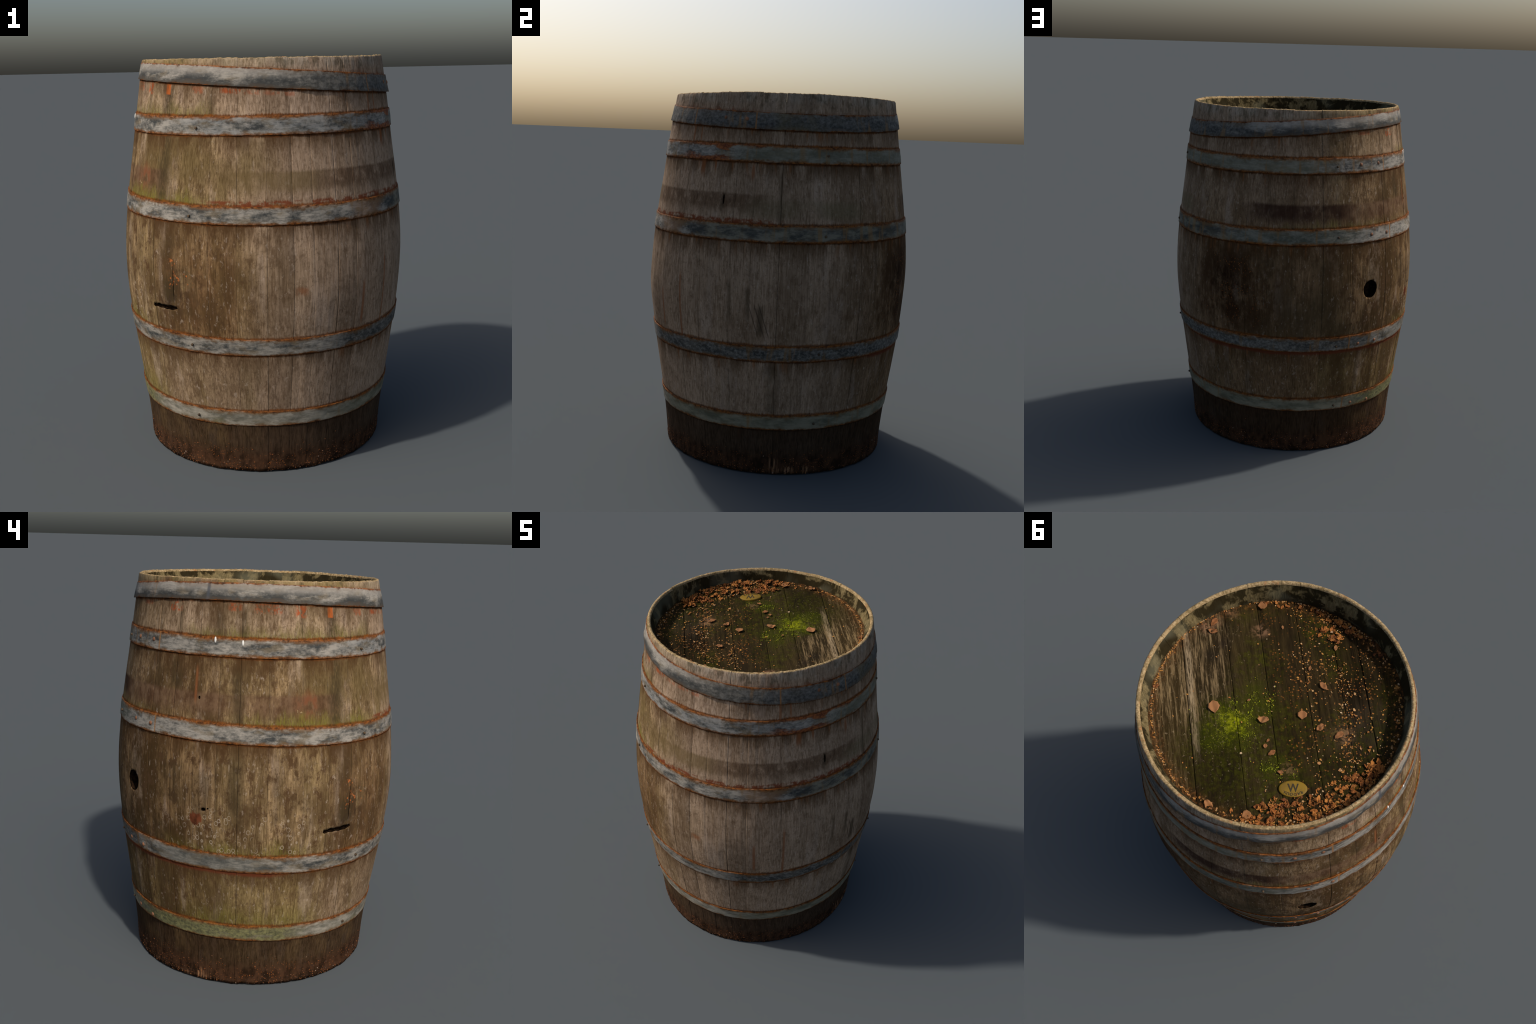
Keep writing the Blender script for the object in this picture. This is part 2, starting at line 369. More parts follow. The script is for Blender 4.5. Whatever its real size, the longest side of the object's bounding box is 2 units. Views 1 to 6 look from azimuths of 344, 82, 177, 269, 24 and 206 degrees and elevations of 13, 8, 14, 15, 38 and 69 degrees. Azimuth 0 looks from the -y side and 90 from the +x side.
    if zone == 0:
        # wet, soiled foot
        lp = g.mul(g.ss(cl2, .46, .62), g.ss(zj, .08, .2), g.ang(120, 245, 30, jit))
        c = g.mix(.9, c, g.mix(g.mul(lp, .8), g.mix(gr, (.013, .0075, .004), (.042, .023, .012)), g.mix(gr, (.042, .025, .010), (.105, .064, .029))))
        soil = g.ss(g.add(zj, g.mul(g.sub(mott, .5), .12)), .16, .06)
        c = g.mix(g.mul(soil, .85), c, g.mix(g.ss(mott, .35, .65), (.016, .008, .0045), (.070, .032, .016)))
        grit = g.mul(g.ss(g.voro(85, 85, shift=9), .26, .12), g.ss(g.add(g.z, g.mul(g.sub(mid, .5), .15)), .19, .06))
        c = g.mix(g.mul(grit, g.ss(g.noise(14, 14, 14, 3, shift=5), .42, .56), .9), c, (.27, .085, .018))
        for a, w, z1 in ((157.5, 2.2, .075), (-7, 2.0, .10), (0, 2.5, .05), (9, 2, .05), (150, 3, .03)):
            c = g.mix(g.mul(g.ang(a - w, a + w, w, g.mul(jit, .3)), g.ss(zj, z1 + .01, z1 - .03), g.ss(grain, .45, .6), .8), c, (.32, .16, .08))
    h = g.add(g.mul(grain, .8), g.mul(fine, .5), g.mul(mott, .3))
    return g.end(c, .95, h, .4, .0025, spec=.04)


def inner_wood():
    g = G("mossy_inner_wood")
    m = g.noise(11, 11, 10, 4, .58, .4); gr = g.noise(90, 90, 12, 4, .6); b = g.noise(4, 4, 4, 2, shift=7)
    c = g.mix(g.ss(gr, .3, .7), (.088, .064, .027), (.205, .155, .074))
    c = g.mix(g.mul(g.ss(g.add(g.mul(m, .8), g.mul(gr, .2)), .43, .51), .95), c, (.018, .013, .005))
    c = g.mix(g.mul(g.ss(b, .5, .65), .5), c, (.13, .12, .075))
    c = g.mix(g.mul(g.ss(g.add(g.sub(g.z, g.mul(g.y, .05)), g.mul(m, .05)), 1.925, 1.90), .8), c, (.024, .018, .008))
    return g.end(c, .95, g.add(m, gr), .5, .004, spec=.04)


def crest_wood():
    g = G("worn_rim_wood")
    m = g.noise(18, 18, 18, 4, .6); gr = g.noise(110, 110, 110, 3, .6)
    c = g.mix(g.ss(gr, .3, .7), (.20, .135, .06), (.42, .30, .16))
    c = g.mix(g.mul(g.ss(m, .5, .65), .6), c, (.12, .085, .035))
    c = g.mix(g.mul(g.ss(g.noise(40, 40, 40, 3, shift=3), .6, .7), .6), c, (.36, .15, .06))
    return g.end(c, .95, g.add(m, gr), .5, .004, spec=.04)


def hoop_metal(k):
    g = G(("top", "upper", "belly_upper", "belly_lower", "foot")[k] + "_hoop_galvanised_iron")
    cb, ct = HOOPS[k]
    n1 = g.noise(8, 8, 22, 6, .68, shift=k * 3.1); n2 = g.noise(55, 55, 70, 4, .65, shift=k); n3 = g.noise(5, 5, 3, 3, shift=k * 5)
    lines = g.noise(22, 22, 160, 3, .6, shift=k); jit = g.mul(g.sub(n1, .5), 14.0)
    db, dt = g.sub(g.z, g.edge(cb)), g.sub(g.edge(ct), g.z)
    c = g.mix(g.ss(g.add(g.mul(n1, .55), g.mul(g.noise(4.5, 4.5, 13, 3, .55, shift=k * 2.3 + 7), .25), g.mul(n2, .20)), .405, .595), (.036, .038, .037), (.295, .266, .224))
    c = g.mix(g.mul(g.ss(lines, .48, .64), .45), c, (.055, .058, .054))
    c = g.mix(g.mul(g.ss(g.noise(9, 9, 22, 4, .6, shift=k * 7 + 2), .52, .66), .5), c, (.135, .098, .052))
    east = g.ss(g.f("COSINE", g.mul(g.dth(-15, jit), RAD)), -.15, .65)
    if k == 0:
        c = g.mix(g.mul(g.ss(g.add(db, g.mul(g.sub(n1, .5), .11)), .05, .005), .9), c, (.036, .037, .035))
        c = g.mix(g.mul(g.ss(g.add(dt, g.mul(g.sub(n1, .5), .06)), .05, .01), g.inv(east), .55), c, (.36, .325, .28))
        c = g.mix(g.mul(east, .78), c, g.mix(g.ss(n2, .35, .68), (.040, .039, .035), (.115, .110, .098)))
        c = g.mix(g.mul(g.ang(-10, 8, 8, jit), g.ss(n3, .4, .6), .6), c, (.12, .09, .035))
        c = g.mix(g.mul(g.ss(g.f("ABSOLUTE", g.dth(157.6, g.mul(jit, .06))), 1.2, .2), .8), c, (.06, .065, .075))
    elif k == 1:
        c = g.mix(g.mul(g.ang(-30, 100, 24, jit), .6), c, (.155, .145, .095))
        c = g.mix(g.mul(g.ang(-140, -60, 24, jit), g.ss(n1, .4, .6), .4), c, (.19, .205, .215))
    elif k == 2:
        c = g.mix(g.mul(g.ang(-45, 60, 24, jit), .65), c, g.mix(g.ss(n1, .4, .6), (.045, .046, .038), (.135, .122, .078)))
        c = g.mix(g.mul(g.ang(-70, -55, 8, jit), .5), c, (.25, .13, .06))
        c = g.mix(g.mul(g.ang(60, 115, 20, jit), .5), c, (.095, .10, .065))
    elif k == 3:
        c = g.mix(g.mul(g.ang(-75, 110, 26, jit), .7), c, g.mix(g.ss(n2, .4, .72), (.034, .034, .031), (.165, .155, .138)))
        c = g.mix(g.mul(g.ang(140, 185, 20, jit), .45), c, (.10, .10, .085))
    else:
        c = g.mix(.5, c, g.mix(g.ss(n1, .35, .65), (.17, .155, .11), (.34, .305, .235)))
        c = g.mix(g.mul(g.ang(-75, 120, 30, jit), .65), c, g.mix(g.ss(n1, .35, .65), (.10, .10, .062), (.20, .18, .11)))
        c = g.mix(g.mul(g.ang(120, 198, 16, jit), g.ss(n1, .28, .5), .85), c, g.mix(g.ss(n2, .35, .65), (.055, .055, .020), (.170, .160, .055)))
        c = g.mix(g.mul(g.ang(-130, -126, 3, jit), g.ss(db, .05, .0), .7), c, (.10, .085, .02))
    # rust: edge lines, drips, patches
    rag = g.add(g.mul(g.sub(n2, .5), .014), g.mul(g.sub(n1, .5), .034))
    rim = g.mx(g.ss(g.add(dt, rag), (.008, .016, .014, .012, .013)[k], .001), g.ss(g.add(db, rag), (.003, .014, .013, .011, .011)[k], -.001))
    tan = g.mx(g.ss(g.add(dt, g.mul(rag, 2)), .024, .004), g.ss(g.add(db, g.mul(rag, 2)), .018, .002))
    c = g.mix(g.mul(tan, .6 if k else .2), c, (.17, .092, .036))
    drip = g.mul(g.ss(g.noise(22, 22, .5, 3, .6, shift=4 + k), .56, .68), .5)
    c = g.mix(g.mul(drip, g.ang(-75, 130, 25)), c, (.22, .115, .035))
    c = g.mix(g.mul(rim, .92), c, g.mix(g.ss(n2, .35, .65), (.050, .016, .004), (.230, .070, .009)))
    if k == 1:
        p1 = g.mul(g.ang(-58, -32, 10, jit), g.ss(g.add(db, g.mul(g.sub(n1, .5), .12)), .035, .018))
        p2 = g.mul(g.ang(-52, -16, 10, jit), g.ss(g.add(dt, g.mul(g.sub(n1, .5), .11)), .018, .005))
        c = g.mix(g.mul(g.mx(p1, p2), .95), c, g.mix(g.ss(n2, .35, .65), (.10, .028, .012), (.27, .085, .022)))
    for (hk, a) in ((0, -54.4), (0, -20.6), (1, 134.3), (2, 136.5), (3, 113.6), (4, 113.5)):
        if hk == k:
            c = g.mix(g.mul(g.ss(g.f("ABSOLUTE", g.dth(a)), .55, .15), .75), c, (.26, .12, .04))
    return g.end(c, g.add(.62, g.mul(n1, .3)), g.add(n1, g.mul(n2, .4)), .35, .004, .0, .12)


def head_wood():
    g = G("mossy_head_wood")
    along = g.add(g.mul(g.x, -HN[1]), g.mul(g.y, HN[0])); across = g.add(g.mul(g.x, HN[0]), g.mul(g.y, HN[1]))
    cmb = g.t.nodes.new("ShaderNodeCombineXYZ")
    g.put(cmb.inputs[0], across); g.put(cmb.inputs[1], along); g.put(cmb.inputs[2], g.z)
    g.P = cmb.outputs[0]
    grain = g.noise(70, 4, 4, 5, .62); fine = g.noise(200, 18, 18, 4, .65, shift=2); mid = g.noise(11, 5, 5, 4, .6, shift=4)
    sp = g.noise(80, 60, 60, 3, .7, shift=6); big = g.noise(4, 3, 3, 3, shift=1); fuzz = g.noise(42, 42, 42, 4, .7, shift=3)
    gr = g.ss(g.add(g.mul(grain, .6), g.mul(fine, .4)), .32, .68)
    tone = g.prop("tone")
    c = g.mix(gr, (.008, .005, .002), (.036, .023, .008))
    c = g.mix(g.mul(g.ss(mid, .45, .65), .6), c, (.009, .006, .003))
    # paler, worn boards towards +x
    jit = g.mul(g.sub(mid, .5), .16)
    gp = g.ss(g.add(g.mul(grain, .55), g.mul(fine, .45)), .46, .62)
    pale = g.mul(g.ss(g.add(across, jit), .17, .26), g.ss(g.add(along, jit), .16, -.05))
    c = g.mix(g.mul(pale, .75), c, g.mix(gp, (.028, .018, .007), (.26, .175, .085)))
    c = g.mix(g.mul(g.ss(g.add(across, jit), .40, .46), .45), c, g.mix(gp, (.034, .021, .007), (.13, .088, .038)))
    c = g.mix(g.mul(g.ss(g.f("ABSOLUTE", g.sub(g.add(across, g.mul(jit, .1)), .385)), .02, .006), g.ss(along, .25, .1), g.ss(fine, .35, .55), .7), c, (.36, .26, .15))
    c = g.mix(g.mul(g.ss(g.add(across, jit), .02, .06), g.ss(g.add(across, jit), .22, .17), .35), c, g.mix(gr, (.020, .013, .005), (.070, .047, .018)))
    # grey-brown worn west boards
    c = g.mix(g.mul(g.blob(-.40, -.05, .13, .1, jit), .5), c, g.mix(gr, (.022, .015, .009), (.070, .048, .030)))
    c = g.mix(g.mul(g.blob(.39, -.12, .035, .03, g.mul(jit, .35)), .9), c, (.016, .011, .006))
    c = g.mix(g.mul(g.blob(.37, -.20, .022, .03, g.mul(jit, .35)), .85), c, (.020, .013, .008))
    # faded red-brown patches
    for x0, y0, r in ((.47, -.26, .03), (.436, -.30, .02), (.236, -.337, .03), (-.32, .0, .045), (-.16, .27, .03), (.40, -.38, .03)):
        c = g.mix(g.mul(g.blob(x0, y0, r, .025, g.mul(jit, .4)), g.ss(fuzz, .42, .58), .7), c, (.30, .155, .085))
    # dark green film, then bright moss cushions
    film = g.mul(g.ss(g.add(big, g.mul(mid, .3)), .50, .75), g.ss(g.add(across, g.mul(jit, 1.5)), .30, .10), g.ss(fuzz, .3, .6))
    film = g.mx(film, g.mul(g.blob(.08, .28, .24, .14, jit), g.ss(fuzz, .3, .55)))
    c = g.mix(g.mul(film, .62), c, g.mix(g.ss(fuzz, .4, .65), (.010, .010, .0005), (.040, .040, .002)))
    mj = g.add(g.mul(g.sub(fuzz, .5), .16), g.mul(g.sub(g.noise(13, 13, 13, 3, .6, shift=9), .5), .22))
    moss = g.mx(g.blob(.165, .165, .095, .08, mj), g.mul(g.blob(.20, .235, .06, .06, mj), .8), g.mul(g.blob(.215, .10, .05, .05, mj), .9), g.mul(g.blob(.09, .02, .05, .06, mj), .7), g.mul(g.blob(.12, -.05, .03, .05, mj), .6), g.mul(g.blob(-.09, .30, .03, .03, mj), .85), g.mul(g.blob(-.17, .28, .03, .03, mj), .7), g.mul(g.blob(-.10, .26, .02, .03, mj), .7))
    c = g.mix(g.mul(moss, .9), c, g.mix(g.ss(g.add(g.mul(g.noise(60, 60, 60, 4, .75), .7), g.mul(g.blob(.165, .16, .04, .14, g.mul(mj, .6)), .26)), .38, .72), (.028, .034, .001), (.30, .31, .006)))
    lich = g.mul(g.ss(sp, .60, .72), g.ss(g.add(across, jit), -.05, .3), .55)
    c = g.mix(lich, c, (.26, .19, .11))
    rustf = g.mul(g.ss(g.voro(70, 70), .33, .16), g.ss(g.noise(8, 8, 8, 4, .65, shift=13), .46, .60), g.ss(g.add(across, jit), .10, -.12))
    c = g.mix(g.mul(rustf, .8), c, (.24, .085, .018))
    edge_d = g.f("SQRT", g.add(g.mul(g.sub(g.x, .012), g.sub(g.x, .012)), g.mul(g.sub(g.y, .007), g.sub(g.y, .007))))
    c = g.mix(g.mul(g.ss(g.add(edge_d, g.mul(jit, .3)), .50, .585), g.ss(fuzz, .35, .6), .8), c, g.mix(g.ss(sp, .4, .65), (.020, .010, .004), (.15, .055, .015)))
    c = g.mix(1.0, c, g.ramp(g.add(.5, g.mul(tone, .5)), [(0, (.8, .8, .8)), (1, (1.2, 1.2, 1.2))]), "MULTIPLY")
    return g.end(c, .9, g.add(grain, g.mul(fine, .6), g.mul(moss, fuzz, 2.0)), .6, .005, spec=.05)


def simple(name, stops, rough=.85, scale=40, by="object", metal=0.0, spec=.25, translucent=False):
    g = G(name)
    r = g.rand() if by == "object" else g.island()
    c = g.ramp(r, stops)
    n = g.noise(scale, detail=3)
    c = g.mix(g.mul(g.ss(n, .4, .7), .35), c, (.06, .03, .015))
    m = g.end(c, rough, n, .3, .002, metal, spec)
    if translucent:
        t = g.t.nodes.new("ShaderNodeBsdfTranslucent"); g.put(t.inputs[0], c)
        mx = g.t.nodes.new("ShaderNodeMixShader"); mx.inputs[0].default_value = .15
        g.t.links.new(g.b.outputs[0], mx.inputs[1]); g.t.links.new(t.outputs[0], mx.inputs[2]); g.t.links.new(mx.outputs[0], g.out.inputs[0])
    return m


M_STAVE = [stave_wood(k) for k in range(5)]
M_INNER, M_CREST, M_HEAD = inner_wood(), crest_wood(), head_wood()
M_HOOP = [hoop_metal(k) for k in range(5)]
M_RIVET = simple("rusted_rivet_iron", [(0, (.16, .07, .035)), (1, (.27, .12, .06))], .7, 200)
M_NAIL = simple("dark_nail_iron", [(0, (.05, .035, .022)), (1, (.10, .065, .035))], .75, 200)
M_LEAF = simple("dry_leaf", [(0, (.29, .12, .042)), (.4, (.37, .165, .060)), (.75, (.25, .088, .026)), (1, (.42, .20, .075))], .8, 60, translucent=True)
M_PILE = simple("rotting_leaf", [(0, (.20, .062, .014)), (.35, (.37, .125, .026)), (.7, (.50, .195, .042)), (1, (.14, .042, .012))], .85, 60, translucent=True)
M_BIT = simple("leaf_crumb", [(0, (.36, .15, .030)), (.35, (.46, .215, .045)), (.65, (.27, .09, .018)), (.92, (.50, .29, .12)), (1, (.50, .36, .22))], .85, 90, by="island")
M_SOIL = simple("soil_crumb", [(0, (.022, .012, .007)), (.5, (.055, .026, .013)), (.75, (.15, .048, .014)), (.97, (.24, .09, .028)), (1, (.34, .28, .22))], .95, 120, by="island")
M_MOSS = simple("moss", [(0, (.045, .055, .002)), (.5, (.14, .155, .004)), (1, (.28, .29, .009))], .9, 30, by="island")
M_BRASS = simple("tarnished_brass", [(0, (.20, .118, .009)), (1, (.20, .118, .009))], .6, 35, spec=.2)
M_INK = simple("dark_lettering", [(0, (.030, .024, .012)), (1, (.030, .024, .012))], .8, 60)
M_DROP = simple("dried_white_droplet", [(0, (.72, .70, .64)), (1, (.72, .70, .64))], .6, 60)
M_SPLINTER = simple("torn_wood", [(0, (.15, .07, .03)), (1, (.26, .135, .065))], .95, 120)
M_DARK = simple("hole_shade_painted_black", [(0, (.004, .003, .002)), (1, (.004, .003, .002))], .95, 60, spec=0)  # near-black colour gives the shallow bung hole the darkness of a deep one


# ------------------------------------------------------------------ object helpers
def obj(name, verts, faces, mats, parent, smooth=True, kind=None):
    me = bpy.data.meshes.new(name)
    me.from_pydata([tuple(v) for v in verts], [], faces)
    for m in mats: me.materials.append(m)
    if smooth: me.polygons.foreach_set("use_smooth", [True] * len(me.polygons))
    o = bpy.data.objects.new(name, me); col.objects.link(o); o.parent = parent
    if kind: o["kind"] = kind
    return o


def child(name, data, parent, mat):
    o = bpy.data.objects.new(name, data); col.objects.link(o); o.parent = parent; o.matrix_local = mat
    return o


def fix(me):
    bm = bmesh.new(); bm.from_mesh(me); bmesh.ops.recalc_face_normals(bm, faces=bm.faces); bm.to_mesh(me); bm.free()


root = bpy.data.objects.new("wooden_barrel", None); col.objects.link(root)
root["label"] = "old weathered oak barrel with rusty iron hoops, mossy leaf-strewn top"
root["category"] = "barrel"

# ------------------------------------------------------------------ staves
SEAMS = [-175.8, -162.5, -152.3, -141.9, -127.3, -116.6, -105.4, -95.8, -88, -78.3, -69.7, -54.3, -43, -28.5, -19.6, -8.2, 3.8, 13.2, 27.6, 36.5, 48, 64.5, 75, 85.5, 99.5, 113.2, 133.7, 145.5, 155.8, 165, 173.3]
OPEN = {-78.3: .06, 173.3: .06, -8.2: .07, 133.7: .06, 145.5: .05}   # wider seams (degrees)
OUT = -.0005


def n3(x, y, z): return mn.noise(Vector((x, y, z)))


def zone_of(z):
    return next(k for k, q in enumerate(ZONES) if z < q[2])


def crop_top(th):
    return 1.9925 + .0012 * math.cos(th * RAD) + .0028 * math.sin(th * RAD) + .0025 * math.cos(2 * th * RAD)


staves = []
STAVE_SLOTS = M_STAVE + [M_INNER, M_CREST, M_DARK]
for i, t0 in enumerate(SEAMS):
    t1 = SEAMS[(i + 1) % len(SEAMS)]
    if t1 < t0: t1 += 360
    srnd = random.Random(100 + i)
    lift = srnd.uniform(-.0007, .0007); topd = srnd.uniform(-.0022, .0022)
    ga, gb = OPEN.get(t0, .006) / 2, OPEN.get(SEAMS[(i + 1) % len(SEAMS)], .006) / 2
    ncol = max(8, int((t1 - t0) / .45))
    inner_t = np.linspace(t0 + ga + .35, t1 - gb - .35, ncol)
    ths = np.concatenate([[t0 + ga, t0 + ga + .10], inner_t, [t1 - gb - .10, t1 - gb]])
    inset = np.concatenate([[-.0004 - ga * .035, -.0001], np.zeros(ncol), [-.0001, -.0004 - gb * .035]])
    NZ = 120
    verts = []; prof_n = None
    for t, ins in zip(ths, inset):
        a = t * RAD; u = (t - t0) / (t1 - t0)
        rag = n3(t * .5, 3.1, i) * .0022 + n3(t * 1.7, 9, i) * .0018
        top = min(crop_top(t) + topd + rag - (.0014 if abs(ins) > .0003 else 0), 1.9994)
        bot = .005 + max(-.005, .006 * n3(t * .16, 1, 5) + .004 * n3(t * .9, 5, 2))
        zs = np.linspace(bot, top - .006, NZ)
        pts = []
        for z in zs:
            d = OUT + lift + ins + .0011 * n3(a * 22, z * 1.4, i * 3.7) + .0007 * n3(a * 90, z * 2.2, 4) + .0012 * n3(a * 6, z * 4, 8)
            if z < .16: d += .003 * (1 - z / .16) * n3(a * 30, z * 30, 3)
            d += .0012 * min(max((z - 1.86) / .06, 0), 1) * n3(a * 40, z * 14, 2)
            pts.append((z, d))
        j = .002 * n3(t * .8, 2, 7)
        pts += [(top - .0025, OUT + lift + ins - .0015), (top, OUT + ins - .005 + j), (top + .0005 + .5 * j, OUT - .011 + j), (top - .003, OUT - .0165 + j), (top - .011, OUT - .021), (top - .024, OUT - .0245)]
        nin = len(pts)
        for z in (1.945, 1.92, 1.90, 1.88, 1.86, 1.83, 1.80): pts.append((z, OUT - .0255 - (.024 + .019 * max(0, math.cos(a - .2)) + .010 * max(0, math.cos(a + 2.4))) * min(max((1.985 - z) / .095, 0), 1) + .0015 * n3(a * 12, z * 30, 6)))
        for z in (1.78, 1.5, 1.2, 1.05, .95, .8, .5, .2, .02): pts.append((z, OUT - .04))
        prof_n = len(pts)
        zz = np.array([p[0] for p in pts]); dd = np.array([p[1] for p in pts])
        verts.append(place(t, zz, dd))
    V = np.concatenate(verts); nc = len(ths); faces = []; mi = []
    for c in range(nc - 1):
        for r in range(prof_n):
            r2 = (r + 1) % prof_n
            faces.append((c * prof_n + r, (c + 1) * prof_n + r, (c + 1) * prof_n + r2, c * prof_n + r2))
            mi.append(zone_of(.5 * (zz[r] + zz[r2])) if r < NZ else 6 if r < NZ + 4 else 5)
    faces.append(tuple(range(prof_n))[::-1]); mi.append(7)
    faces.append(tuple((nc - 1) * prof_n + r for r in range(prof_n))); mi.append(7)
    o = obj("stave", V, faces, STAVE_SLOTS, root)
    o.data.polygons.foreach_set("material_index", mi)
    fix(o.data)
    o["tone"] = srnd.uniform(-.8, .8) * (0 if t0 == -152.3 else 1); o["tint"] = srnd.random()
    staves.append((t0, t1, o))


def carve(stave, cutter):
    """cut a pocket or a hole in one stave"""
    m = stave.modifiers.new("cut", "BOOLEAN"); m.object = cutter; m.operation = "DIFFERENCE"; m.solver = "EXACT"
    dg = bpy.context.evaluated_depsgraph_get()
    me = bpy.data.meshes.new_from_object(stave.evaluated_get(dg)); stave.modifiers.clear()
    old = stave.data; stave.data = me; bpy.data.meshes.remove(old)


def cutter(shape, depth, mat):
    """prism with the outline shape (local x, y), from depth below to 6 cm above the wall"""
    n = len(shape)
    v = [(x * .9, y * .9, -depth) for x, y in shape] + [(x, y, .06) for x, y in shape]
    f = [tuple(range(n))[::-1], tuple(range(n, 2 * n))] + [(k, (k + 1) % n, n + (k + 1) % n, n + k) for k in range(n)]
    o = obj("cutter", v, f, STAVE_SLOTS, None, False); o.matrix_world = mat
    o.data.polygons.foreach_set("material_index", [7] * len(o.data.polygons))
    fix(o.data)
    return o


def outline(rx, ry, n=40, rough=.06, seed=0):
    return [(rx * math.cos(a) * (1 + rough * n3(math.cos(a) * 2, math.sin(a) * 2, seed)), ry * math.sin(a) * (1 + rough * n3(math.cos(a) * 2, math.sin(a) * 2, seed + 5))) for a in np.linspace(0, 2 * math.pi, n, endpoint=False)]


def cut_at(th, z, shape, depth):
    c = cutter(shape, depth, frame(th, z, OUT)); bpy.context.view_layer.update()
    hw = max(abs(x) for x, y in shape) / .7 / RAD
    for t0, t1, o in staves:
        mid = (t0 + t1) / 2; d = (th - mid + 180) % 360 - 180
        if abs(d) < (t1 - t0) / 2 + hw: carve(o, c)
    me = c.data; bpy.data.objects.remove(c); bpy.data.meshes.remove(me)


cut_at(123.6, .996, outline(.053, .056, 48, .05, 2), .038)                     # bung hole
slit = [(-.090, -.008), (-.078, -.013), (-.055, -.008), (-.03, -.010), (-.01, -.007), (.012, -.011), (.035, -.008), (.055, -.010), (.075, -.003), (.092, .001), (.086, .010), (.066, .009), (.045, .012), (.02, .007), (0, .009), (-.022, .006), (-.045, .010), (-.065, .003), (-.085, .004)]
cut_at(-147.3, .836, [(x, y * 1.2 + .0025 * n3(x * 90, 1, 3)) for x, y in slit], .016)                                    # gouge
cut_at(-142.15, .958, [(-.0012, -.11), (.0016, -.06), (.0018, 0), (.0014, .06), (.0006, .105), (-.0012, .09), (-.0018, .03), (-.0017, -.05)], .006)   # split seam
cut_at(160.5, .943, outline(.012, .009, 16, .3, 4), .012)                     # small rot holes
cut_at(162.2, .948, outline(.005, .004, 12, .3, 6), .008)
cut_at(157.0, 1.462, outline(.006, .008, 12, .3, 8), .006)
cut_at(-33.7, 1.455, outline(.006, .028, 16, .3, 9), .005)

# ------------------------------------------------------------------ hoops
STAND = [(.0075, .0015), (.0035, .003), (.0035, .0035), (.003, .004), (.003, .0035)]      # stand-off (bottom, top)
LAPS = [(-54.4, -20.6), (111.5, 134.3), (117.5, 136.5), (113.6, 136), (113.5, 136)]
hoops = []
for k, (cb, ct) in enumerate(HOOPS):
    ths = np.linspace(-180, 180, 481)[:-1]
    rows = [(0, 0, -.0036), (0, .0, 0), (.03, .0, .0008), (.12, 0, .001), (.25, 0, .001), (.4, 0, .001), (.55, 0, .001), (.7, 0, .001), (.82, 0, .001), (.92, 0, .001), (.98, 0, .0006), (1, 0, -.0004), (1, 0, -.0042)]
    verts = []
    for t in ths:
        a = t * RAD
        b, e = float(edge(cb, t)), float(edge(ct, t))
        b += .0015 * n3(t * .35, k, 1) + .0012 * n3(t * .11, k, 3); e += .0013 * n3(t * .35, k, 6) + .0010 * n3(t * .11, k, 8)
        la, lb = LAPS[k]; lap = 0
        d = (t - (la + lb) / 2 + 180) % 360 - 180
        if abs(d) < (lb - la) / 2: lap = .0022
        elif abs(d) < (lb - la) / 2 + 3: lap = .0008
        zz = np.array([b + (e - b) * s for s, _, _ in rows])
        so = np.array([STAND[k][0] * (1 - s) + STAND[k][1] * s for s, _, _ in rows])
        wob = np.array([.0016 * n3(a * 9, s * 1.3, k * 4) + .0012 * n3(a * 24, s * 2.5, k * 3 + 1) + .0005 * n3(a * 40, s * 6, k) for s, _, _ in rows])
        if k == 0:   # buckled lower edge
            wob += np.array([(1 - s) * (.0035 * n3(a * 7, 2, 1) + .002 * n3(a * 23, 3, 2)) for s, _, _ in rows])
        verts.append(place(t, zz, OUT + .001 + so + wob + np.array([q for _, _, q in rows]) + lap))
    V = np.concatenate(verts); R = len(rows); n = len(ths); faces = []
    for c in range(n):
        for r in range(R):
            faces.append((c * R + r, ((c + 1) % n) * R + r, ((c + 1) % n) * R + (r + 1) % R, c * R + (r + 1) % R))
    o = obj("hoop", V, faces, [M_HOOP[k]], root); fix(o.data)
    o.data.set_sharp_from_angle(angle=50 * RAD)
    hoops.append(o)


def lathe(profile, seg=14):
    v = [(r * math.cos(2 * math.pi * s / seg), r * math.sin(2 * math.pi * s / seg), z) for r, z in profile for s in range(seg)]
    f = [(i * seg + s, i * seg + (s + 1) % seg, (i + 1) * seg + (s + 1) % seg, (i + 1) * seg + s) for i in range(len(profile) - 1) for s in range(seg)]
    f.append(tuple(range((len(profile) - 1) * seg, len(profile) * seg)))
    return v, f


def mesh(name, v, f, m, smooth=True):
    me = bpy.data.meshes.new(name); me.from_pydata([tuple(p) for p in v], [], f); me.materials.append(m)
    if smooth: me.polygons.foreach_set("use_smooth", [True] * len(me.polygons))
    fix(me)
    return me


ME_RIVET = mesh("rivet", *lathe([(.0105, -.003), (.0105, .0005), (.0095, .0028), (.007, .0050), (.003, .0062)]), M_RIVET)
ME_NAIL = mesh("nail", *lathe([(.0062, -.004), (.0066, .004), (.0058, .0082), (.003, .0095)], 7), M_NAIL, False)
for k, t, z in ((0, -36.7, 1.864), (0, -25.9, 1.860), (1, 119.8, 1.700), (1, 131.2, 1.701), (2, 124.1, 1.311), (2, 134.3, 1.309), (3, 118.6, .675), (3, 128.9, .673), (4, 118.5, .291), (4, 129.8, .281)):
    child("rivet", ME_RIVET, hoops[k], frame(t, z, .0055) @ Matrix.Rotation(t, 4, "Z"))
for k, t, z in ((1, -133.5, 1.682), (2, -134.9, 1.287), (3, -135.1, .668), (4, -135.5, .291), (1, 11.5, 1.691), (2, 10.5, 1.291), (3, 9.9, .683), (4, 10.4, .294), (1, 106.8, 1.693), (2, 106.5, 1.310), (3, 107, .677), (4, 108.7, .291)):
    child("nail", ME_NAIL, hoops[k], frame(t, z, .0045) @ Matrix.Rotation(t, 4, "Z"))

